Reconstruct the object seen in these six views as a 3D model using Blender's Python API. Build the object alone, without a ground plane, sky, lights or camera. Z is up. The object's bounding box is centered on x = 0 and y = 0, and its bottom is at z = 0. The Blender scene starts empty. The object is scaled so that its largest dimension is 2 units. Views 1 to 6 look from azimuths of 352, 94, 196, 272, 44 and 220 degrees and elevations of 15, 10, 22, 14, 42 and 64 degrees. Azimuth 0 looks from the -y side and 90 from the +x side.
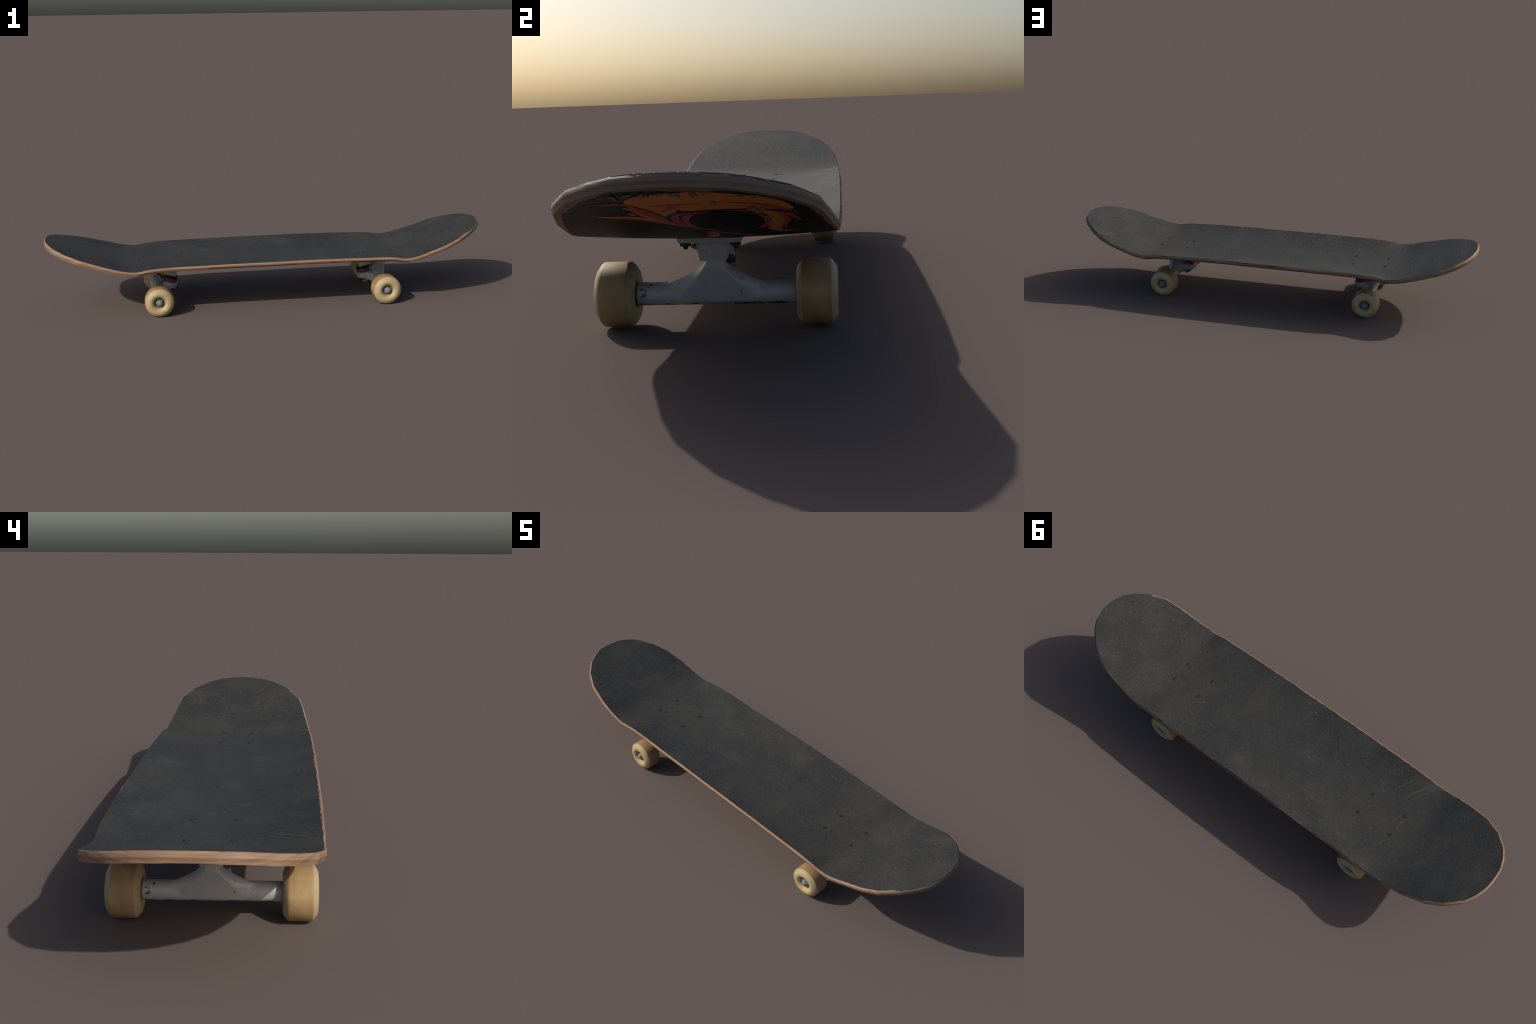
import bpy, bmesh, math, random
from mathutils import Vector, Matrix, noise, Euler

random.seed(7)

# ------------------------------------------------------------------ helpers
def lerp_table(table, x):
    """piecewise linear look-up in a list of (x, value)"""
    if x <= table[0][0]:
        return table[0][1]
    for (x0, v0), (x1, v1) in zip(table, table[1:]):
        if x <= x1:
            return v0 + (v1 - v0) * (x - x0) / (x1 - x0)
    return table[-1][1]


def smooth_table(table, x):
    """monotone-ish cubic (Catmull-Rom) look-up in a list of (x, value)"""
    n = len(table)
    if x <= table[0][0]:
        return table[0][1]
    if x >= table[-1][0]:
        return table[-1][1]
    for i in range(n - 1):
        x0, v0 = table[i]
        x1, v1 = table[i + 1]
        if x <= x1:
            h = x1 - x0
            s = (v1 - v0) / h
            m0 = s if i == 0 else 0.5 * (s + (v0 - table[i - 1][1]) / (x0 - table[i - 1][0]))
            m1 = s if i == n - 2 else 0.5 * (s + (table[i + 2][1] - v1) / (table[i + 2][0] - x1))
            t = (x - x0) / h
            return ((2*t**3 - 3*t**2 + 1) * v0 + (t**3 - 2*t**2 + t) * h * m0
                    + (-2*t**3 + 3*t**2) * v1 + (t**3 - t**2) * h * m1)
    return table[-1][1]


def new_object(name, mesh, parent=None, material=None):
    ob = bpy.data.objects.new(name, mesh)
    bpy.context.scene.collection.objects.link(ob)
    if parent is not None:
        ob.parent = parent
    if material is not None:
        mesh.materials.append(material)
    return ob


def mesh_from(name, verts, faces, smooth=True):
    me = bpy.data.meshes.new(name)
    me.from_pydata([tuple(v) for v in verts], [], faces)
    me.validate()
    if smooth:
        for p in me.polygons:
            p.use_smooth = True
    me.update()
    return me


def sharpen(me, degrees):
    """smooth shading with hard edges above the given angle"""
    bm = bmesh.new()
    bm.from_mesh(me)
    lim = math.radians(degrees)
    for e in bm.edges:
        if len(e.link_faces) == 2 and e.calc_face_angle(0) > lim:
            e.smooth = False
    for f in bm.faces:
        f.smooth = True
    bm.to_mesh(me)
    bm.free()


def fix_normals(me):
    bm = bmesh.new()
    bm.from_mesh(me)
    bmesh.ops.recalc_face_normals(bm, faces=bm.faces)
    bm.to_mesh(me)
    bm.free()


def lathe(name, profile, segments=48, axis='Y', closed=False):
    """revolve (radius, along) points round an axis"""
    verts, faces = [], []
    n = len(profile)
    for i in range(segments):
        a = 2 * math.pi * i / segments
        c, s = math.cos(a), math.sin(a)
        for r, h in profile:
            if axis == 'Y':
                verts.append((r * c, h, r * s))
            else:
                verts.append((r * c, r * s, h))
    for i in range(segments):
        j = (i + 1) % segments
        for k in range(n - (0 if closed else 1)):
            m = (k + 1) % n
            faces.append((i*n + k, j*n + k, j*n + m, i*n + m))
    me = mesh_from(name, verts, faces)
    bm = bmesh.new()
    bm.from_mesh(me)
    bmesh.ops.remove_doubles(bm, verts=bm.verts, dist=1e-6)
    bmesh.ops.recalc_face_normals(bm, faces=bm.faces)
    bm.to_mesh(me)
    bm.free()
    return me


# ------------------------------------------------------------------ materials
class Graph:
    def __init__(self, name):
        self.mat = bpy.data.materials.new(name)
        self.mat.use_nodes = True
        self.t = self.mat.node_tree
        self.bsdf = self.t.nodes['Principled BSDF']
        self.coord = self.t.nodes.new('ShaderNodeTexCoord').outputs['Object']

    def node(self, kind, **kw):
        n = self.t.nodes.new(kind)
        for k, v in kw.items():
            setattr(n, k, v)
        return n

    def link(self, a, b):
        self.t.links.new(a, b)

    def mapped(self, scale=(1, 1, 1), loc=(0, 0, 0), rot=(0, 0, 0), src=None):
        n = self.node('ShaderNodeMapping')
        n.inputs['Scale'].default_value = scale
        n.inputs['Location'].default_value = loc
        n.inputs['Rotation'].default_value = rot
        self.link(src or self.coord, n.inputs['Vector'])
        return n.outputs['Vector']

    def noise(self, scale, detail=4, rough=0.55, vec=None, distort=0.0):
        n = self.node('ShaderNodeTexNoise')
        n.inputs['Scale'].default_value = scale
        n.inputs['Detail'].default_value = detail
        n.inputs['Roughness'].default_value = rough
        n.inputs['Distortion'].default_value = distort
        self.link(vec or self.coord, n.inputs['Vector'])
        return n.outputs['Fac']

    def ramp(self, fac, stops, interp='LINEAR'):
        n = self.node('ShaderNodeValToRGB')
        cr = n.color_ramp
        cr.interpolation = interp
        while len(cr.elements) > 1:
            cr.elements.remove(cr.elements[-1])
        cr.elements[0].position = stops[0][0]
        cr.elements[0].color = (*stops[0][1], 1)
        for p, c in stops[1:]:
            e = cr.elements.new(p)
            e.color = (*c, 1)
        self.link(fac, n.inputs['Fac'])
        return n.outputs['Color']

    def step(self, fac, lo, hi):
        n = self.node('ShaderNodeMapRange', interpolation_type='SMOOTHSTEP')
        n.inputs['From Min'].default_value = lo
        n.inputs['From Max'].default_value = hi
        self.link(fac, n.inputs['Value'])
        return n.outputs['Result']

    def mix(self, fac, a, b, mode='MIX'):
        n = self.node('ShaderNodeMix', data_type='RGBA', blend_type=mode)
        if isinstance(fac, (int, float)):
            n.inputs[0].default_value = fac
        else:
            self.link(fac, n.inputs[0])
        for sock, v in ((n.inputs[6], a), (n.inputs[7], b)):
            if isinstance(v, tuple):
                sock.default_value = (*v, 1)
            else:
                self.link(v, sock)
        return n.outputs[2]

    def math(self, op, a, b=None):
        n = self.node('ShaderNodeMath', operation=op)
        for sock, v in zip(n.inputs, (a, b)):
            if v is None:
                continue
            if isinstance(v, (int, float)):
                sock.default_value = v
            else:
                self.link(v, sock)
        return n.outputs[0]

    def bump(self, height, strength, dist):
        n = self.node('ShaderNodeBump')
        n.inputs['Strength'].default_value = strength
        n.inputs['Distance'].default_value = dist
        self.link(height, n.inputs['Height'])
        self.link(n.outputs['Normal'], self.bsdf.inputs['Normal'])

    def finish(self, color, rough=0.6, metal=0.0, spec=0.5):
        if isinstance(color, tuple):
            self.bsdf.inputs['Base Color'].default_value = (*color, 1)
        else:
            self.link(color, self.bsdf.inputs['Base Color'])
        if isinstance(rough, (int, float)):
            self.bsdf.inputs['Roughness'].default_value = rough
        else:
            self.link(rough, self.bsdf.inputs['Roughness'])
        self.bsdf.inputs['Metallic'].default_value = metal
        self.bsdf.inputs['Specular IOR Level'].default_value = spec
        return self.mat


def make_wood(name, shade):
    g = Graph(name)
    tone = lambda *c: tuple(shade * v for v in c)
    along = g.noise(9, 5, 0.6, g.mapped((1, 1, 14)))
    fine = g.noise(60, 4, 0.6, g.mapped((0.35, 0.35, 6)))
    col = g.ramp(along, [(0.3, tone(0.21, 0.122, 0.073)), (0.5, tone(0.285, 0.175, 0.110)), (0.72, tone(0.35, 0.225, 0.148))])
    col = g.mix(g.step(fine, 0.60, 0.80), col, (0.20, 0.12, 0.07))
    # nose scraped and greyed by kerbs
    sep = g.node('ShaderNodeSeparateXYZ')
    g.link(g.coord, sep.inputs[0])
    scuff = g.step(g.math('ADD', sep.outputs[0], g.math('MULTIPLY', g.noise(12, 4), 0.25)), 0.95, 1.08)
    col = g.mix(g.math('MULTIPLY', scuff, 0.75), col, tone(0.165, 0.128, 0.105))
    scrape = g.noise(30, 4, 0.65, g.mapped((1, 1, 3), loc=(3, 1, 7)))
    col = g.mix(g.math('MULTIPLY', g.step(scrape, 0.66, 0.74), 0.7), col, (0.11, 0.08, 0.06))
    g.bump(fine, 0.35, 0.002)
    return g.finish(col, 0.55, spec=0.35)


def make_grip():
    g = Graph('grip_tape_grit')
    cloud = g.noise(7.5, 7, 0.66)
    tint = g.noise(3.1, 3, 0.5, g.mapped(loc=(4.1, 1.7, 0)))
    grit = g.noise(105, 4, 0.72, distort=1.2)
    col = g.ramp(cloud, [(0.30, (0.0155, 0.0164, 0.0166)), (0.5, (0.0245, 0.0246, 0.0236)), (0.72, (0.046, 0.0440, 0.0390))])
    col = g.mix(g.math('MULTIPLY', g.step(tint, 0.45, 0.75), 0.55), col, (0.042, 0.038, 0.029))
    col = g.mix(g.math('MULTIPLY', g.step(grit, 0.50, 0.72), 0.55), col, (0.080, 0.080, 0.074))
    col = g.mix(g.math('MULTIPLY', g.step(g.noise(95, 4, 0.75, g.mapped(loc=(9, 2, 3))), 0.52, 0.70), 0.7), col, (0.010, 0.011, 0.012))
    broad = g.noise(2.0, 4, 0.6, g.mapped(loc=(7, 3, 0), scale=(1, 1.6, 1)))
    col = g.mix(g.math('MULTIPLY', g.step(broad, 0.45, 0.75), 0.30), col, (0.062, 0.058, 0.050))
    vor = g.node('ShaderNodeTexVoronoi')
    vor.inputs['Scale'].default_value = 16
    g.link(g.coord, vor.inputs['Vector'])
    speck = g.math('SUBTRACT', 1.0, g.step(vor.outputs['Distance'], 0.02, 0.045))
    sep = g.node('ShaderNodeSeparateColor')
    g.link(vor.outputs['Color'], sep.inputs[0])
    speck = g.math('MULTIPLY', speck, g.step(sep.outputs[0], 0.9, 0.95))
    col = g.mix(speck, col, (0.22, 0.21, 0.19))
    g.bump(grit, 0.75, 0.0038)
    return g.finish(col, 0.78, spec=0.42)


def make_metal(name, base, dirt=True):
    g = Graph(name)
    cloud = g.noise(22, 4, 0.55)
    col = g.mix(cloud, tuple(0.82 * c for c in base), tuple(1.12 * c for c in base))
    if dirt:
        spots = g.noise(75, 5, 0.65)
        where = g.noise(14, 2, 0.5, g.mapped(loc=(2, 5, 1)))
        m = g.math('MULTIPLY', g.step(spots, 0.58, 0.66), g.step(where, 0.47, 0.62))
        col = g.mix(g.math('MULTIPLY', m, 0.9), col, (0.035, 0.034, 0.032))
        # oily grime caked along the belly of the casting
        sep = g.node('ShaderNodeSeparateXYZ')
        g.link(g.coord, sep.inputs[0])
        low = g.math('ADD', sep.outputs[2], g.math('MULTIPLY', g.math('SUBTRACT', g.noise(45, 5, 0.65), 0.5), 0.035))
        col = g.mix(g.math('SUBTRACT', 0.9, g.math('MULTIPLY', g.step(low, 0.0435, 0.0465), 0.9)), col, (0.03, 0.029, 0.028))
    g.bump(g.noise(120, 3, 0.6), 0.12, 0.001)
    return g.finish(col, 0.48, metal=0.12, spec=0.45)


def make_urethane():
    """pale face, rolling surface stained ochre by use"""
    g = Graph('aged_urethane')
    sep = g.node('ShaderNodeSeparateXYZ')
    g.link(g.coord, sep.inputs[0])
    r = g.math('SQRT', g.math('ADD', g.math('MULTIPLY', sep.outputs[0], sep.outputs[0]),
                              g.math('MULTIPLY', sep.outputs[2], sep.outputs[2])))
    r = g.math('ADD', r, g.math('MULTIPLY', g.math('SUBTRACT', g.noise(40, 3), 0.5), 0.0016))
    cloud = g.noise(26, 4, 0.6)
    face = g.ramp(cloud, [(0.3, (0.40, 0.305, 0.140)), (0.7, (0.50, 0.395, 0.205))])
    shoulder = g.mix(cloud, (0.37, 0.28, 0.165), (0.46, 0.355, 0.22))
    tread = g.ramp(cloud, [(0.3, (0.28, 0.175, 0.075)), (0.7, (0.39, 0.258, 0.122))])
    core = g.mix(g.step(r, 0.020, 0.031), (0.40, 0.255, 0.085), face)
    col = g.mix(g.step(r, 0.047, 0.056), core, shoulder)
    col = g.mix(g.step(r, 0.0610, 0.0632), col, tread)
    g.bsdf.inputs['Subsurface Weight'].default_value = 0.0
    return g.finish(col, 0.55, spec=0.4)


def make_graphic():
    """black print with drifting red and orange swirls"""
    g = Graph('printed_swirls')
    warp = g.node('ShaderNodeTexNoise')
    warp.inputs['Scale'].default_value = 2.6
    warp.inputs['Detail'].default_value = 2
    g.link(g.mapped((1, 1, 0)), warp.inputs['Vector'])
    add = g.node('ShaderNodeVectorMath', operation='MULTIPLY_ADD')
    g.link(warp.outputs['Color'], add.inputs[0])
    add.inputs[1].default_value = (0.9, 0.9, 0)
    g.link(g.mapped((1, 1.6, 0)), add.inputs[2])
    swirl = g.noise(2.4, 2, 0.45, add.outputs[0], 0.6)
    black, purple = (0.012, 0.011, 0.013), (0.03, 0.012, 0.045)
    red, orange = (0.28, 0.038, 0.028), (0.46, 0.155, 0.018)
    col = g.ramp(swirl, [(0.0, black), (0.42, black), (0.44, purple), (0.455, red), (0.475, red), (0.48, orange),
                         (0.555, orange), (0.565, purple), (0.58, red), (0.60, red), (0.615, purple), (0.63, black)])
    sep = g.node('ShaderNodeSeparateXYZ')
    g.link(g.coord, sep.inputs[0])
    middle = g.math('SUBTRACT', 1.0, g.step(sep.outputs[0], 0.36, 0.44))
    col = g.mix(middle, black, col)
    return g.finish(col, 0.5, spec=0.25)


def make_printed_edge():
    """colours of the print where it runs out on the lower edge, zone by zone along the board"""
    g = Graph('printed_edge')
    sep = g.node('ShaderNodeSeparateXYZ')
    g.link(g.coord, sep.inputs[0])
    wobble = g.math('MULTIPLY', g.math('SUBTRACT', g.noise(25, 3), 0.5), 0.25)
    f = g.math('ADD', g.math('DIVIDE', g.math('ADD', sep.outputs[0], 0.62), 1.24), g.math('MULTIPLY', wobble, 0.5))
    maroon, orange, brown, black = (0.10, 0.018, 0.025), (0.26, 0.085, 0.018), (0.075, 0.045, 0.025), (0.014, 0.012, 0.012)
    col = g.ramp(f, [(0.0, maroon), (0.09, orange), (0.27, maroon), (0.48, brown), (0.58, orange), (0.68, maroon), (0.71, orange), (0.79, black)], 'CONSTANT')
    return g.finish(col, 0.5)


PRINT_EDGE = make_printed_edge()
WOOD = make_wood('maple_plywood', 1.0)
VENEER = make_wood('dyed_veneer', 0.80)
GRIP = make_grip()
CAST = make_metal('cast_aluminium', (0.44, 0.445, 0.44))
STEEL = make_metal('zinc_steel', (0.21, 0.225, 0.23), dirt=False)
URETHANE = make_urethane()
GRAPHIC = make_graphic()
BLACK = Graph('black_oxide').finish((0.012, 0.012, 0.012), 0.45, metal=0.2)
RUBBER = Graph('maroon_rubber').finish((0.11, 0.03, 0.06), 0.5)
SEAL = Graph('bearing_seal').finish((0.02, 0.021, 0.022), 0.5)
PAINT = {
    'orange': Graph('orange_print').finish((0.60, 0.195, 0.020), 0.42),
    'red': Graph('red_print').finish((0.38, 0.048, 0.034), 0.42),
    'purple': Graph('purple_print').finish((0.022, 0.010, 0.035), 0.42),
    'black': Graph('black_print').finish((0.008, 0.007, 0.009), 0.5, spec=0.25),
    'wood': WOOD,
}

# ------------------------------------------------------------------ deck shape
# half width of the top edge along the length
HALF_WIDTH = [(-0.9905, 0.050), (-0.976, 0.095), (-0.953, 0.1365), (-0.905, 0.181), (-0.836, 0.2165),
              (-0.740, 0.2350), (-0.653, 0.2405), (-0.597, 0.2408), (-0.546, 0.2420), (-0.28, 0.2440),
              (0.0, 0.2450), (0.28, 0.2440), (0.546, 0.2420), (0.597, 0.2400), (0.653, 0.2390), (0.783, 0.2235),
              (0.8455, 0.2095), (0.9125, 0.1680), (0.957, 0.1205), (0.980, 0.083), (0.9885, 0.045)]
TIP = {-1: -0.9942, 1: 0.9945}
# height of the top surface on the centre line and at the rim
CENTRE = [(-0.9955, 0.3238), (-0.957, 0.3098), (-0.905, 0.2940), (-0.836, 0.2705), (-0.740, 0.2360), (-0.653, 0.2090),
          (-0.597, 0.2015), (-0.546, 0.1990), (-0.41, 0.1980), (0.0, 0.1995), (0.449, 0.1975), (0.546, 0.1987),
          (0.597, 0.2020), (0.653, 0.2110), (0.720, 0.2315), (0.783, 0.2560), (0.8455, 0.2820), (0.9125, 0.3090), (0.957, 0.3240),
          (0.9945, 0.3370)]
RIM = [(-0.9955, 0.3238), (-0.976, 0.3165), (-0.953, 0.3072), (-0.905, 0.2908), (-0.836, 0.2695), (-0.740, 0.2415),
       (-0.653, 0.2185), (-0.597, 0.2125), (-0.546, 0.2212), (-0.28, 0.2288), (0.0, 0.2295), (0.20, 0.2298), (0.39, 0.2266),
       (0.546, 0.2208), (0.597, 0.2128), (0.653, 0.2195), (0.720, 0.2385), (0.783, 0.2585), (0.8455, 0.2830), (0.9125, 0.3085),
       (0.957, 0.3235), (0.9945, 0.3370)]
THICKNESS = [(-0.9955, 0.0205), (-0.85, 0.0208), (-0.70, 0.0180), (-0.60, 0.0166), (0.0, 0.0164), (0.65, 0.0166), (0.85, 0.0190), (0.9945, 0.0200)]


def thick(x, t):
    return lerp_table(THICKNESS, x) + 0.0008 * t ** 4



def station(s):
    """s runs -1..1 from tail to nose; returns edge x, half width and bulge of the end"""
    x = s * (0.9905 if s < 0 else 0.9885)
    w = lerp_table(HALF_WIDTH, x) - 0.0009
    side = -1 if s < 0 else 1
    k = max(0.0, (abs(s) - 0.9) / 0.1)
    bulge = (TIP[side] - x) if abs(s) > 0.9999 else 0.0
    bulge = k * k * (TIP[side] - side * (0.9905 if s < 0 else 0.9885))
    return x, w, bulge


def top_height(x, t):
    c = smooth_table(CENTRE, x)
    r = smooth_table(RIM, x)
    return c + (r - c) * abs(t) ** 2.3


def deck_point(s, t):
    x, w, b = station(s)
    px = x + b * (1 - t * t)
    return Vector((px, w * t, top_height(px, t)))


def tilt(x):
    """unit normal of the centre profile (pointing up)"""
    d = 0.01
    dz = smooth_table(CENTRE, x + d) - smooth_table(CENTRE, x - d)
    n = Vector((-dz, 0, 2 * d))
    return n.normalized()


def underside_point(x, y):
    """point on the bottom of the deck under plan position x, y"""
    w = lerp_table(HALF_WIDTH, max(-0.9905, min(0.9885, x)))
    t = max(-1, min(1, y / w))
    return Vector((x, y, top_height(x, t))) - tilt(x) * thick(x, t)


def stations(n_mid, keep):
    ss = set()
    for i in range(n_mid + 1):
        ss.add(round(-1 + 2 * i / n_mid, 5))
    if keep:
        for x, _ in HALF_WIDTH:
            ss.add(round(x / (0.9905 if x < 0 else 0.9885), 5))
    ss = sorted(ss)
    out = [ss[0]]
    for s in ss[1:]:
        if s - out[-1] > 0.0035:
            out.append(s)
    out[-1] = 1.0
    return out


def outline(n=0):
    """closed loop of (s, t) round the top edge, counter-clockwise from above"""
    ss = stations(110, True)
    ts = [-1 + 2 * i / 24 for i in range(25)]
    loop = [(s, -1.0) for s in ss] + [(1.0, t) for t in ts[1:-1]]
    loop += [(s, 1.0) for s in reversed(ss)] + [(-1.0, t) for t in reversed(ts[1:-1])]
    return loop, ss, ts


def build_deck(parent):
    loop, ss, ts = outline()
    nt = len(ts)
    verts, faces = [], []
    index = {}
    for i, s in enumerate(ss):
        for j, t in enumerate(ts):
            index[('top', i, j)] = len(verts)
            verts.append(deck_point(s, t))
    top_count = len(verts)
    for i, s in enumerate(ss):
        for j, t in enumerate(ts):
            p = deck_point(s, t)
            q = p - tilt(p.x) * thick(p.x, t)
            index[('bottom', i, j)] = len(verts)
            verts.append(q)
    for i in range(len(ss) - 1):
        for j in range(nt - 1):
            a, b, c, d = (i, j), (i + 1, j), (i + 1, j + 1), (i, j + 1)
            faces.append([index[('top', *k)] for k in (a, b, c, d)])
            faces.append([index[('bottom', *k)] for k in (d, c, b, a)])
    # rim: a blunt ridge stands out between the top and the bottom edge
    ring = [(i, 0) for i in range(len(ss))] + [(len(ss) - 1, j) for j in range(1, nt)]
    ring += [(i, nt - 1) for i in range(len(ss) - 2, -1, -1)] + [(0, j) for j in range(nt - 2, 0, -1)]
    m = len(ring)
    plan = [verts[index[('top', *k)]].copy() for k in ring]
    # (outward, down, veneer): each ply is a strip of its own
    bands = [(0.0018, 0.0018, 0), (0.0033, 0.0052, 0), (0.0034, 0.0062, 1), (0.0038, 0.0090, 0), (0.0036, 0.0104, 0), (0.0028, 0.0128, 1), (0.0020, 0.0150, 1)]
    ring_ids, printed = [], []
    for k in range(m):
        a, b = plan[k - 1], plan[(k + 1) % m]
        tan = Vector((b.x - a.x, b.y - a.y, 0)).normalized()
        out = Vector((tan.y, -tan.x, 0))
        nrm = tilt(plan[k].x)
        out = (out - nrm * out.dot(nrm)).normalized()
        ids = []
        for o, drop, _ in bands:
            ids.append(len(verts))
            verts.append(plan[k] + out * o - nrm * drop * thick(plan[k].x, 1) / 0.0200)
        ring_ids.append([index[('top', *ring[k])]] + ids + [index[('bottom', *ring[k])]])
    for k in range(m):
        a, b = ring_ids[k], ring_ids[(k + 1) % m]
        for h in range(len(a) - 1):
            faces.append([b[h], a[h], a[h + 1], b[h + 1]])
            if h == len(a) - 2 and abs(plan[k].x) < 0.6:
                printed.append((len(faces) - 1, 1))
            elif h < len(bands) and bands[h][2]:
                printed.append((len(faces) - 1, 2))
    me = mesh_from('deck', verts, faces)
    me.materials.append(WOOD)
    me.materials.append(PRINT_EDGE)
    me.materials.append(VENEER)
    for k, slot in printed:
        me.polygons[k].material_index = slot
    fix_normals(me)
    sharpen(me, 24)
    return new_object('deck', me, parent)


def sheet(name, parent, material, wear, lift, below=False, n_mid=520, nt=72):
    """thin covering of the deck with a worn, ragged border; wear(x, y) is the border's inset in metres"""
    sc = [(-1 + 2 * i / n_mid) for i in range(n_mid + 1)]
    tc = [-1 + 2 * j / nt for j in range(nt + 1)]
    verts, faces = [], []
    depth = 0.0011
    drip = lambda h: 0.0012 + (h if h < 0.0018 else 0.0018 + (h - 0.0018) * 0.44)
    for layer in (0, 1):
        for i, s in enumerate(sc):
            for j, t in enumerate(tc):
                # pull the ends in along x, the sides in along y
                end_x = TIP[-1 if s < 0 else 1] + 0.0
                e_raw = wear(end_x, deck_point(math.copysign(1, s), t).y)
                e = max(0.0003, e_raw)
                s2 = s * (1 - e * abs(s) ** 30)
                x, w, b = station(s2)
                d_raw = wear(x, math.copysign(w, t) if t else w)
                d = max(0.0003, d_raw)
                t2 = t * (1 - min(0.5, d / w) * abs(t) ** 6)
                p = deck_point(s2, t2)
                n = tilt(p.x)
                if below:
                    p = p - n * (thick(p.x, t2) + (lift if layer == 0 else -0.001))
                else:
                    lap = 0.0
                    if layer == 1 and abs(t) == 1:
                        lap, out = -d_raw, Vector((0.25 * s ** 9, math.copysign(1, t), 0)).normalized()
                    elif layer == 1 and abs(s) == 1:
                        lap, out = -e_raw, Vector((math.copysign(1, s), t * 0.5, 0)).normalized()
                    if lap > 0.0:
                        out = (out - n * out.dot(n)).normalized()
                        p = p + out * drip(lap) - n * lap
                    else:
                        p = p + n * (lift if layer == 0 else lift - depth - 0.001)
                verts.append(p)
    row = nt + 1
    size = row * (n_mid + 1)
    for i in range(n_mid):
        for j in range(nt):
            a = i * row + j
            q = (a, a + row, a + row + 1, a + 1)
            faces.append(q)
            faces.append(tuple(size + k for k in reversed(q)))
    ring = [i * row for i in range(n_mid + 1)] + [n_mid * row + j for j in range(1, nt + 1)]
    ring += [i * row + nt for i in range(n_mid - 1, -1, -1)] + [j for j in range(nt - 1, 0, -1)]
    for a, b in zip(ring, ring[1:] + ring[:1]):
        faces.append((b, a, a + size, b + size))
    me = mesh_from(name, verts, faces)
    fix_normals(me)
    sharpen(me, 45)
    return new_object(name, me, parent, material)


def rough_edge(x, y, amount, seed):
    a = noise.noise(Vector((x * 40, y * 40, seed)))
    b = noise.noise(Vector((x * 125, y * 125, seed + 9)))
    c = noise.noise(Vector((x * 7, y * 7, seed + 4)))
    return amount * (0.55 * a + 0.35 * b + 0.8 * c)


def grip_wear(x, y):
    """inset of the tape's border; negative where it still laps over the rounded edge"""
    base, spread = (0.0030, 0.0042) if y < 0 else (-0.0004, 0.0036)
    if x < -0.9:
        base, spread = 0.0020, 0.0055
    if x > 0.9:
        base, spread = -0.0012, 0.0040
    return max(-0.0060, base + rough_edge(x, y, spread, 3.0))


def graphic_wear(x, y):
    base = lerp_table([(-1.0, 0.022), (-0.9, 0.018), (-0.75, 0.006), (0.70, 0.006), (0.82, 0.012), (0.93, 0.024), (1.0, 0.027)], x)
    return max(0.001, base + rough_edge(x, y, base * 0.6, 21.0))


# ------------------------------------------------------------------ build
board = bpy.data.objects.new('skateboard', None)
bpy.context.scene.collection.objects.link(board)
board['label'] = 'worn skateboard with black grip tape, maple edges and amber wheels'
board['category'] = 'skateboard'

deck = build_deck(board)
grip = sheet('grip_tape', board, GRIP, grip_wear, 0.0010)
graphic = sheet('printed_graphic', board, GRAPHIC, graphic_wear, 0.0006, below=True, n_mid=400, nt=60)


# ------------------------------------------------------------------ flame strokes on the nose underside
def stroke(name, color, path, widths, layer):
    """tapering painted ribbon on the underside; path in plan coordinates (x, y)"""
    pts = [Vector((p[0], p[1], 0)) for p in path]
    fine, wid = [], []
    n = len(pts)
    for i in range(n - 1):
        p0, p1, p2, p3 = pts[max(0, i-1)], pts[i], pts[i+1], pts[min(n-1, i+2)]
        for k in range(10):
            t = k / 10
            fine.append(0.5 * ((2*p1) + (p2-p0)*t + (2*p0-5*p1+4*p2-p3)*t*t + (3*p1-p0-3*p2+p3)*t**3))
            wid.append(widths[i] + (widths[i+1] - widths[i]) * t)
    fine.append(pts[-1])
    wid.append(widths[-1])
    verts, faces = [], []
    m = 5
    for i, p in enumerate(fine):
        a, b = fine[max(0, i-1)], fine[min(len(fine)-1, i+1)]
        d = (b - a).normalized()
        side = Vector((-d.y, d.x, 0))
        for j in range(m):
            q = p + side * wid[i] * (j / (m - 1) - 0.5)
            u = underside_point(q.x, q.y)
            verts.append(u - tilt(q.x) * (0.0009 + 0.00025 * layer))
    for i in range(len(fine) - 1):
        for j in range(m - 1):
            a = i * m + j
            faces.append((a, a + 1, a + m + 1, a + m))
    me = mesh_from(name, verts, faces)
    ob = new_object(name, me, graphic, PAINT[color])
    return ob


def patch(name, color, cx, cy, rx, ry, layer, lumps=0.0):
    """painted oval on the underside"""
    verts, faces = [], []
    rings, seg = 8, 48
    for r in range(1, rings + 1):
        for k in range(seg):
            a = 2 * math.pi * k / seg
            f = r / rings * (1 + lumps * noise.noise(Vector((math.cos(a) * 2, math.sin(a) * 2, cx * 9))))
            x, y = cx + rx * f * math.cos(a), cy + ry * f * math.sin(a)
            verts.append(underside_point(x, y) - tilt(x) * (0.0009 + 0.00025 * layer))
    for r in range(rings - 1):
        for k in range(seg):
            a, b = r * seg + k, r * seg + (k + 1) % seg
            faces.append((a, a + seg, b + seg, b))
    verts.append(underside_point(cx, cy) - tilt(cx) * (0.0009 + 0.00025 * layer))
    for k in range(seg):
        faces.append((len(verts) - 1, k, (k + 1) % seg))
    me = mesh_from(name, verts, faces)
    return new_object(name, me, graphic, PAINT[color])

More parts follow.
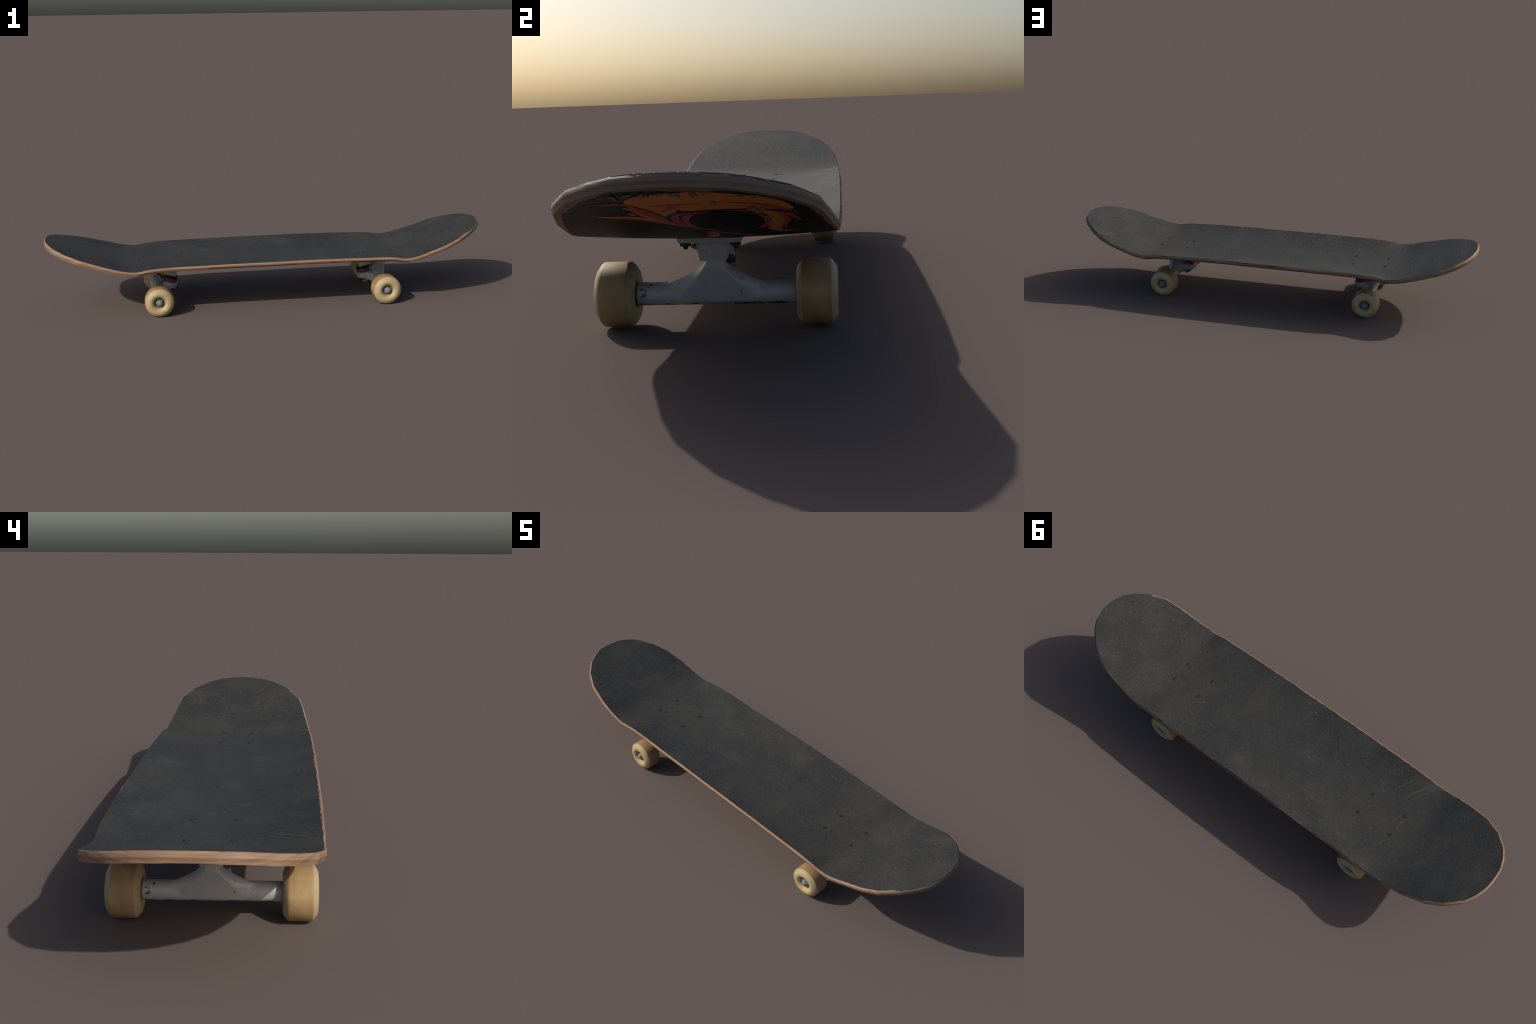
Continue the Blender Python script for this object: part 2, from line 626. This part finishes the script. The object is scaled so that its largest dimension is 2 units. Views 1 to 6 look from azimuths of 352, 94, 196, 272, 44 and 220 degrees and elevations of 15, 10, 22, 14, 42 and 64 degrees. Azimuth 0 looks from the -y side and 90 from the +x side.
FLAMES = [
    # colour, layer, path, widths
    ('orange', 0, [(0.787, -0.028), (0.835, -0.046), (0.894, -0.034), (0.907, 0.030), (0.899, 0.090), (0.876, 0.138), (0.851, 0.168)],
     [0.003, 0.055, 0.100, 0.112, 0.086, 0.054, 0.006]),
    ('red', 1, [(0.880, -0.050), (0.887, -0.010), (0.891, 0.040)], [0.001, 0.012, 0.001]),
    ('red', 1, [(0.847, -0.040), (0.863, -0.022), (0.884, 0.000)], [0.001, 0.010, 0.003]),
    ('red', 1, [(0.898, 0.060), (0.889, 0.094), (0.873, 0.132), (0.826, 0.177)], [0.001, 0.006, 0.015, 0.001]),
    ('purple', 1, [(0.853, 0.020), (0.856, 0.070), (0.843, 0.120), (0.826, 0.158)], [0.001, 0.006, 0.010, 0.002]),
    ('red', 2, [(0.853, 0.060), (0.845, 0.122), (0.821, 0.160), (0.780, 0.179)], [0.001, 0.009, 0.016, 0.001]),
    # left edge of the blaze
    ('red', 1, [(0.894, -0.132), (0.898, -0.106), (0.892, -0.083), (0.849, -0.060), (0.805, -0.043), (0.771, -0.018), (0.736, 0.023), (0.698, 0.052), (0.666, 0.082)],
     [0.001, 0.008, 0.010, 0.020, 0.014, 0.008, 0.006, 0.004, 0.001]),
    ('purple', 2, [(0.888, -0.074), (0.847, -0.047), (0.802, -0.029), (0.749, 0.010)], [0.002, 0.005, 0.004, 0.002]),
    ('orange', 1, [(0.835, -0.148), (0.828, -0.128), (0.822, -0.085), (0.798, -0.048), (0.761, -0.004)], [0.001, 0.004, 0.012, 0.009, 0.002]),
    ('red', 1, [(0.842, -0.152), (0.822, -0.128), (0.812, -0.085), (0.787, -0.046), (0.737, 0.008)], [0.001, 0.005, 0.006, 0.006, 0.002]),
    # rings round the black oval
    ('purple', 1, [(0.851, 0.040), (0.841, -0.012), (0.819, -0.030), (0.787, -0.026), (0.752, 0.000)], [0.001, 0.008, 0.010, 0.010, 0.002]),
    ('red', 2, [(0.849, 0.036), (0.835, -0.010), (0.814, -0.021), (0.783, -0.017), (0.752, 0.010)], [0.001, 0.009, 0.013, 0.009, 0.001]),
    ('purple', 3, [(0.851, 0.040), (0.834, 0.000), (0.812, -0.011), (0.780, -0.008), (0.749, 0.016)], [0.001, 0.006, 0.008, 0.006, 0.001]),
    ('red', 4, [(0.851, 0.044), (0.835, 0.008), (0.809, -0.002), (0.774, 0.001), (0.745, 0.024), (0.731, 0.048)], [0.001, 0.010, 0.018, 0.014, 0.008, 0.001]),
    ('red', 2, [(0.847, 0.082), (0.828, 0.112), (0.794, 0.124), (0.758, 0.119), (0.731, 0.100)], [0.001, 0.008, 0.010, 0.012, 0.001]),
    # hook on the right
    ('orange', 3, [(0.853, 0.096), (0.838, 0.126), (0.810, 0.142), (0.771, 0.139), (0.728, 0.134), (0.709, 0.150), (0.704, 0.172)],
     [0.002, 0.018, 0.024, 0.022, 0.018, 0.010, 0.001]),
    ('red', 2, [(0.764, 0.128), (0.731, 0.125), (0.708, 0.138), (0.702, 0.165)], [0.002, 0.010, 0.008, 0.001]),
    ('red', 3, [(0.823, 0.143), (0.809, 0.153), (0.785, 0.156), (0.746, 0.148), (0.731, 0.152)], [0.001, 0.009, 0.011, 0.008, 0.001]),
    # curl above the truck
    ('red', 1, [(0.631, -0.120), (0.646, -0.040), (0.659, 0.008), (0.698, 0.020), (0.724, 0.018)], [0.001, 0.006, 0.012, 0.016, 0.002]),
    ('orange', 2, [(0.631, -0.090), (0.648, -0.020), (0.666, 0.018), (0.701, 0.028), (0.723, 0.024)], [0.001, 0.005, 0.009, 0.013, 0.002]),
    ('red', 1, [(0.722, 0.030), (0.693, 0.062), (0.670, 0.088), (0.655, 0.100)], [0.004, 0.020, 0.016, 0.001]),
    ('purple', 2, [(0.710, 0.036), (0.685, 0.064), (0.659, 0.090)], [0.001, 0.008, 0.001]),
    # longer licks running back under the board
    ('orange', 1, [(0.612, 0.150), (0.560, 0.185), (0.440, 0.200), (0.300, 0.205), (0.180, 0.180), (0.100, 0.120)], [0.001, 0.018, 0.030, 0.035, 0.030, 0.001]),
    ('orange', 1, [(0.420, -0.216), (0.300, -0.210), (0.180, -0.205), (0.100, -0.170), (0.060, -0.090)], [0.004, 0.030, 0.045, 0.040, 0.001]),
    ('red', 2, [(0.340, -0.190), (0.220, -0.185), (0.120, -0.140)], [0.001, 0.016, 0.001]),
]
for colour, layer, path, widths in FLAMES:
    stroke('flame_stroke', colour, path, widths, layer)
patch('black_oval', 'black', 0.791, 0.058, 0.058, 0.060, 5)
# bare wood scrapes across the print near the tip
for k in range(30):
    y = random.uniform(-0.10, 0.13)
    x = 0.956 - 1.1 * y * y - random.uniform(0.0, 0.024)
    lean = random.uniform(-0.012, 0.004)
    length = random.uniform(0.008, 0.024)
    stroke('scrape_mark', 'wood', [(min(x + length, 0.966 - 1.6 * y * y), y), (x, y + lean), (x - length * 0.5, y + lean * 1.5)], [0.006, random.uniform(0.002, 0.005), 0.0004], 6)
for x, y, w in ((0.860, 0.106, 0.014), (0.846, 0.114, 0.011), (0.858, 0.122, 0.009), (0.812, 0.126, 0.010), (0.895, 0.052, 0.009), (0.846, -0.083, 0.011), (0.876, -0.085, 0.008)):
    patch('scrape_mark', 'wood', x, y, w * 0.8, w * 0.55, 6, 0.7)

# ------------------------------------------------------------------ scuffs rubbed into the grip tape
SCUFF = Graph('dusty_scuff').finish((0.058, 0.053, 0.043), 0.82, spec=0.35)


def scuff(path, width):
    pts = [Vector((p[0], p[1], 0)) for p in path]
    verts, faces = [], []
    n = 24
    for i in range(n + 1):
        f = i / n * (len(pts) - 1)
        k = min(int(f), len(pts) - 2)
        p = pts[k].lerp(pts[k + 1], f - k)
        d = (pts[k + 1] - pts[k]).normalized()
        w = 1.5 * width * math.sin(math.pi * (0.06 + 0.88 * i / n)) * (0.8 + 0.5 * noise.noise(p * 90))
        for side in (-0.5, 0.5):
            q = p + Vector((-d.y, d.x, 0)) * w * side
            hw = lerp_table(HALF_WIDTH, q.x)
            verts.append((q.x, q.y, top_height(q.x, q.y / hw) + 0.00165))
    for i in range(n):
        a = 2 * i
        faces.append((a, a + 1, a + 3, a + 2))
    new_object('scuff_mark', mesh_from('scuff_mark', verts, faces), grip, SCUFF)


for path, width in (([(-0.466, -0.109), (-0.489, -0.162), (-0.535, -0.230)], 0.0022), ([(-0.480, -0.105), (-0.503, -0.160), (-0.546, -0.228)], 0.0014),
                    ([(-0.498, -0.066), (-0.517, -0.122), (-0.559, -0.190), (-0.575, -0.230)], 0.0020),
                    ([(-0.512, -0.090), (-0.538, -0.150), (-0.584, -0.228)], 0.0036), ([(-0.525, -0.070), (-0.556, -0.140), (-0.600, -0.226)], 0.0024),
                    ([(-0.472, -0.130), (-0.492, -0.175), (-0.524, -0.226)], 0.0018), ([(-0.333, -0.079), (-0.395, 0.009)], 0.0016)):
    scuff(path, width)

# ------------------------------------------------------------------ truck parts (local frame: +x towards the board's middle, origin on the ground under the axle)
AXLE_Z = 0.0640


def hull_into(bm, pts):
    vs = [bm.verts.new(p) for p in pts]
    res = bmesh.ops.convex_hull(bm, input=vs, use_existing_faces=False)
    junk = [v for v in res.get('geom_interior', []) if isinstance(v, bmesh.types.BMVert)]
    if junk:
        bmesh.ops.delete(bm, geom=junk, context='VERTS')


def circle(center, axis, radius, n=28):
    axis = Vector(axis).normalized()
    u = axis.cross(Vector((0, 1, 0)))
    if u.length < 0.1:
        u = axis.cross(Vector((1, 0, 0)))
    u.normalize()
    v = axis.cross(u)
    return [Vector(center) + (u * math.cos(2*math.pi*k/n) + v * math.sin(2*math.pi*k/n)) * radius for k in range(n)]


KING_LOW, KING_TOP = Vector((0.0445, 0, 0.0440)), Vector((0.0640, 0, 0.1330))
KING_AXIS = (KING_TOP - KING_LOW).normalized()


def on_king(z):
    return KING_LOW + KING_AXIS * ((z - KING_LOW.z) / KING_AXIS.z)


def remeshed(name, bm, voxel, smooth):
    me = bpy.data.meshes.new(name)
    bm.to_mesh(me)
    bm.free()
    ob = bpy.data.objects.new('tmp_' + name, me)
    bpy.context.scene.collection.objects.link(ob)
    r = ob.modifiers.new('remesh', 'REMESH')
    r.mode = 'VOXEL'
    r.voxel_size = voxel
    s = ob.modifiers.new('smooth', 'SMOOTH')
    s.factor = 0.5
    s.iterations = smooth
    dg = bpy.context.evaluated_depsgraph_get()
    out = bpy.data.meshes.new_from_object(ob.evaluated_get(dg))
    bpy.data.objects.remove(ob)
    out.name = name
    for p in out.polygons:
        p.use_smooth = True
    return out


def hanger_mesh():
    bm = bmesh.new()
    # axle housing
    hull_into(bm, [p for y in (-0.157, 0.157) for p in circle((0, y, 0.0645), (0, 1, 0), 0.0232)])
    # fin rising to the pivot: front facet narrow, shoulders set back
    front = [(0.045, 0.066), (0.070, 0.060), (0.083, 0.050), (0.105, 0.0300), (0.131, 0.0140), (0.146, 0.0115)]
    shoulder = [(0.045, 0.110), (0.078, 0.112), (0.0865, 0.098), (0.0905, 0.086), (0.0985, 0.067), (0.1065, 0.0500),
                (0.115, 0.0360), (0.123, 0.0255), (0.131, 0.0180), (0.146, 0.0140)]
    levels = [0.050, 0.060, 0.070, 0.078, 0.084, 0.0885, 0.092, 0.0955, 0.0995, 0.1045, 0.110, 0.116, 0.122, 0.129, 0.137, 0.146]
    for z0, z1 in zip(levels, levels[1:]):
        pts = []
        for z in (z0, z1):
            f, s = lerp_table(front, z), lerp_table(shoulder, z)
            lean = -0.0200 - 0.0220 * min(1, max(0, (z - 0.050) / 0.07))
            s2 = min(s, 0.055)
            back = lerp_table([(0.085, 0.028), (0.105, 0.016), (0.125, -0.004), (0.146, -0.018)], z)
            side = min(0.010, back - 0.004)
            pts += [Vector((lean, -f, z)), Vector((lean, f, z)),
                    Vector((min(-0.010, side - 0.006), -s, z)), Vector((min(-0.010, side - 0.006), s, z)),
                    Vector((side, -s * 0.72, z)), Vector((side, s * 0.72, z)),
                    Vector((back, -min(s2, 0.03) * (1.2 if z < 0.1 else 0.7), z)),
                    Vector((back, min(s2, 0.03) * (1.2 if z < 0.1 else 0.7), z))]
        hull_into(bm, pts)
    # bushing seat, tilted with the kingpin
    seat = circle(on_king(0.0700), KING_AXIS, 0.0335) + circle(on_king(0.0980), KING_AXIS, 0.0385)
    hull_into(bm, seat)
    # webs between seat and axle
    hull_into(bm, circle(on_king(0.0720), KING_AXIS, 0.0315) + circle(on_king(0.0960), KING_AXIS, 0.036)
              + [Vector((x, y, z)) for x in (-0.010, 0.002) for y in (-0.050, 0.050) for z in (0.054, 0.084)])
    return remeshed('hanger', bm, 0.0022, 9)


def bevelled_box(bm, corners_low, corners_high, bevel):
    """hull of two quads, bevelled"""
    tmp = bmesh.new()
    vs = [tmp.verts.new(p) for p in corners_low + corners_high]
    bmesh.ops.convex_hull(tmp, input=vs)
    bmesh.ops.dissolve_limit(tmp, angle_limit=0.02, verts=tmp.verts, edges=tmp.edges)
    bmesh.ops.bevel(tmp, geom=list(tmp.edges), offset=bevel, segments=2, profile=0.6, affect='EDGES')
    me = bpy.data.meshes.new('tmp')
    tmp.to_mesh(me)
    tmp.free()
    bm.from_mesh(me)
    bpy.data.meshes.remove(me)


def quad(x0, x1, y0, y1, z):
    return [Vector((x0, y0, z)), Vector((x1, y0, z)), Vector((x1, y1, z)), Vector((x0, y1, z))]


def baseplate_mesh(x_out, x_in, deck_z):
    """x_out, x_in: ends of the plate, deck_z: underside of the deck"""
    bm = bmesh.new()
    bevelled_box(bm, quad(x_out, x_in, -0.0580, 0.0580, deck_z - 0.0055), quad(x_out - 0.002, x_in + 0.002, -0.060, 0.060, deck_z + 0.004), 0.002)
    # pivot cup block on the outer side
    bevelled_box(bm, quad(-0.0430, -0.006, -0.0255, 0.0255, 0.1345), quad(-0.0520, 0.004, -0.0320, 0.0320, deck_z), 0.0025)
    # kingpin boss, its foot cut square to the kingpin
    low = []
    for p in quad(0.0300, 0.0810, -0.024, 0.024, 0):
        z = 0.1350 - (p.x - 0.0300) * 0.30
        low.append(Vector((p.x, p.y, z)))
    bevelled_box(bm, low, quad(0.0200, 0.0940, -0.034, 0.034, deck_z), 0.003)
    me = bpy.data.meshes.new('baseplate')
    bm.to_mesh(me)
    bm.free()
    sharpen(me, 35)
    return me


def king_lathe(name, profile, segments=40):
    """lathe whose axis is the kingpin; profile of (radius, height z at the axis)"""
    me = lathe(name, [(r, (z - KING_LOW.z) / KING_AXIS.z) for r, z in profile], segments, 'Z')
    rot = Vector((0, 0, 1)).rotation_difference(KING_AXIS).to_matrix().to_4x4()
    me.transform(Matrix.Translation(KING_LOW) @ rot)
    sharpen(me, 35)
    return me


def hex_nut_mesh(name, radius, height, dome, bore_r):
    """hexagonal nut with rounded top, then a domed stud; axis z, foot at 0"""
    bm = bmesh.new()
    ring = lambda r, z, n, off=0: [bm.verts.new((r*math.cos(2*math.pi*(k+off)/n), r*math.sin(2*math.pi*(k+off)/n), z)) for k in range(n)]
    n = 6
    a, b, c = ring(radius, 0, n), ring(radius, height * 0.82, n), ring(radius * 0.87, height, n)
    for p, q in ((a, b), (b, c)):
        for k in range(n):
            bm.faces.new((p[k], p[(k+1) % n], q[(k+1) % n], q[k]))
    bm.faces.new(c)
    m = 20
    prof = [(bore_r * 1.12, height), (bore_r * 1.12, height + dome * 0.25), (bore_r, height + dome * 0.25), (bore_r, height + dome * 0.6),
            (bore_r * 0.75, height + dome * 0.9), (bore_r * 0.35, height + dome)]
    rows = [ring(r, z, m) for r, z in prof]
    for p, q in zip(rows, rows[1:]):
        for k in range(m):
            bm.faces.new((p[k], p[(k+1) % m], q[(k+1) % m], q[k]))
    bm.faces.new(rows[-1])
    me = bpy.data.meshes.new(name)
    bm.to_mesh(me)
    bm.free()
    fix_normals(me)
    sharpen(me, 30)
    return me


HANGER = hanger_mesh()
HANGER.materials.append(CAST)
LOWER_NUT = hex_nut_mesh('kingpin_nut', 0.0165, 0.011, 0.006, 0.009)
rot = Vector((0, 0, 1)).rotation_difference(-KING_AXIS).to_matrix().to_4x4()
LOWER_NUT.transform(Matrix.Translation(on_king(0.0570)) @ rot)
UPPER_BUSHING = king_lathe('bushing', [(0.005, 0.0965), (0.0290, 0.0965), (0.0305, 0.1000), (0.0300, 0.1100), (0.0280, 0.1135), (0.005, 0.1135)])
UPPER_WASHER = king_lathe('cup_washer', [(0.005, 0.1275), (0.0290, 0.1270), (0.0315, 0.1240), (0.0318, 0.1150), (0.0306, 0.1130), (0.005, 0.1130)])
LOWER_BUSHING = king_lathe('bushing', [(0.005, 0.0720), (0.0235, 0.0720), (0.0240, 0.0680), (0.0220, 0.0650), (0.005, 0.0650)])
LOWER_WASHER = king_lathe('cup_washer', [(0.004, 0.0660), (0.0245, 0.0660), (0.0250, 0.0615), (0.0225, 0.0595), (0.004, 0.0590)])
MOUNT_NUT = hex_nut_mesh('mounting_nut', 0.0110, 0.0085, 0.0065, 0.0046)
for me in (UPPER_BUSHING, LOWER_BUSHING):
    me.materials.append(RUBBER)
for me in (UPPER_WASHER, LOWER_WASHER, MOUNT_NUT):
    me.materials.append(BLACK)
LOWER_NUT.materials.append(STEEL)

# ------------------------------------------------------------------ wheel (axis y, +y outward, origin at the centre of the tread)
WHEEL_PROFILE = [(0.0232, 0.0195), (0.0236, 0.0262), (0.0252, 0.0305), (0.0288, 0.0350), (0.0340, 0.0383), (0.0400, 0.0398),
                 (0.0455, 0.0392), (0.0505, 0.0372), (0.0550, 0.0340), (0.0605, 0.0300), (0.0632, 0.0268), (0.0640, 0.0235),
                 (0.0640, -0.0240), (0.0632, -0.0272), (0.0600, -0.0300), (0.0550, -0.0345), (0.0500, -0.0375), (0.0430, -0.0392),
                 (0.0360, -0.0390), (0.0300, -0.0370), (0.0262, -0.0340), (0.0245, -0.0300), (0.0232, -0.0240)]
TYRE = lathe('wheel', WHEEL_PROFILE, 56, 'Y', closed=True)
TYRE.materials.append(URETHANE)
BEARING = lathe('bearing', [(0.0070, 0.0185), (0.0075, 0.0225), (0.0108, 0.0228), (0.0112, 0.0210), (0.0170, 0.0208), (0.0176, 0.0236),
                            (0.0205, 0.0240), (0.0238, 0.0228), (0.0238, -0.022), (0.0070, -0.022)], 44, 'Y', closed=True)
sharpen(BEARING, 30)
BEARING.materials.append(SEAL)
SHIELD = lathe('bearing_ring', [(0.0196, 0.0238), (0.0200, 0.0264), (0.0226, 0.0272), (0.0236, 0.0256), (0.0236, 0.0220), (0.0196, 0.0220)], 44, 'Y', closed=True)
SHIELD.materials.append(STEEL)
AXLE_NUT = hex_nut_mesh('axle_nut', 0.0168, 0.0115, 0.0072, 0.0088)
AXLE_NUT.transform(Matrix.Translation((0, 0.0215, 0)) @ Matrix.Rotation(-math.pi / 2, 4, 'X'))
AXLE_NUT.materials.append(STEEL)

BOLT_HEAD = lathe('bolt_head', [(0.0, 0.0004), (0.0022, 0.0004), (0.0026, 0.0018), (0.0048, 0.0022), (0.0058, 0.0016), (0.0062, 0.0004),
                                (0.0068, 0.0004), (0.0071, 0.0014), (0.0074, 0.0016), (0.0076, 0.0), (0.0076, -0.004)], 28, 'Z')
sharpen(BOLT_HEAD, 35)
BOLT_HEAD.materials.append(Graph('worn_bolt').finish((0.024, 0.024, 0.024), 0.6, metal=0.1, spec=0.3))


def make_truck(axle_x, sign, bolts_x, bolts_y):
    """sign: direction of local +x (towards the middle of the board)"""
    truck = bpy.data.objects.new('truck', None)
    bpy.context.scene.collection.objects.link(truck)
    truck.parent = board
    truck.location = (axle_x, 0, 0)
    truck.rotation_euler = (0, 0, 0 if sign > 0 else math.pi)
    to_local = lambda x: (x - axle_x) * sign
    outer = max(bolts_x, key=abs)
    inner = min(bolts_x, key=abs)
    deck_z = underside_point(0.5 * (outer + inner), 0.0).z
    plate = baseplate_mesh(to_local(outer) - 0.0195, to_local(inner) + 0.0195, deck_z)
    new_object('baseplate', plate, truck, CAST)
    for name, me in (('hanger', HANGER), ('bushing', UPPER_BUSHING), ('bushing', LOWER_BUSHING), ('cup_washer', UPPER_WASHER),
                     ('cup_washer', LOWER_WASHER), ('kingpin_nut', LOWER_NUT)):
        new_object(name, me, truck)
    for bx in bolts_x:
        for by in (-bolts_y, bolts_y):
            nut = new_object('mounting_nut', MOUNT_NUT, truck)
            nut.location = (to_local(bx), by, deck_z - 0.0050)
            nut.rotation_euler = (math.pi, 0, random.uniform(0, 1))
            w = lerp_table(HALF_WIDTH, bx)
            z = top_height(bx, by / w)
            head = new_object('bolt_head', BOLT_HEAD, board)
            d = 0.004
            slope_y = (top_height(bx, (by + d) / w) - top_height(bx, (by - d) / w)) / (2 * d)
            n = tilt(bx) + Vector((0, -slope_y, 0))
            head.location = Vector((bx, by, z + 0.0005))
            head.rotation_euler = Vector((0, 0, 1)).rotation_difference(n.normalized()).to_euler()
    for side in (-1, 1):
        wheel = new_object('wheel', TYRE, board)
        wheel.location = (axle_x + 0.0009 * side, side * 0.1945, AXLE_Z)
        wheel.rotation_euler = (0, 0, 0 if side > 0 else math.pi)
        for name, me in (('bearing', BEARING), ('bearing_ring', SHIELD), ('axle_nut', AXLE_NUT)):
            ob = new_object(name, me, wheel)
            if name == 'axle_nut':
                ob.rotation_euler = (0, random.uniform(0, 1), 0)
    return truck


make_truck(0.5207, -1, (0.4490, 0.5866), 0.0470)
make_truck(-0.5040, 1, (-0.5670, -0.4100), 0.0503)
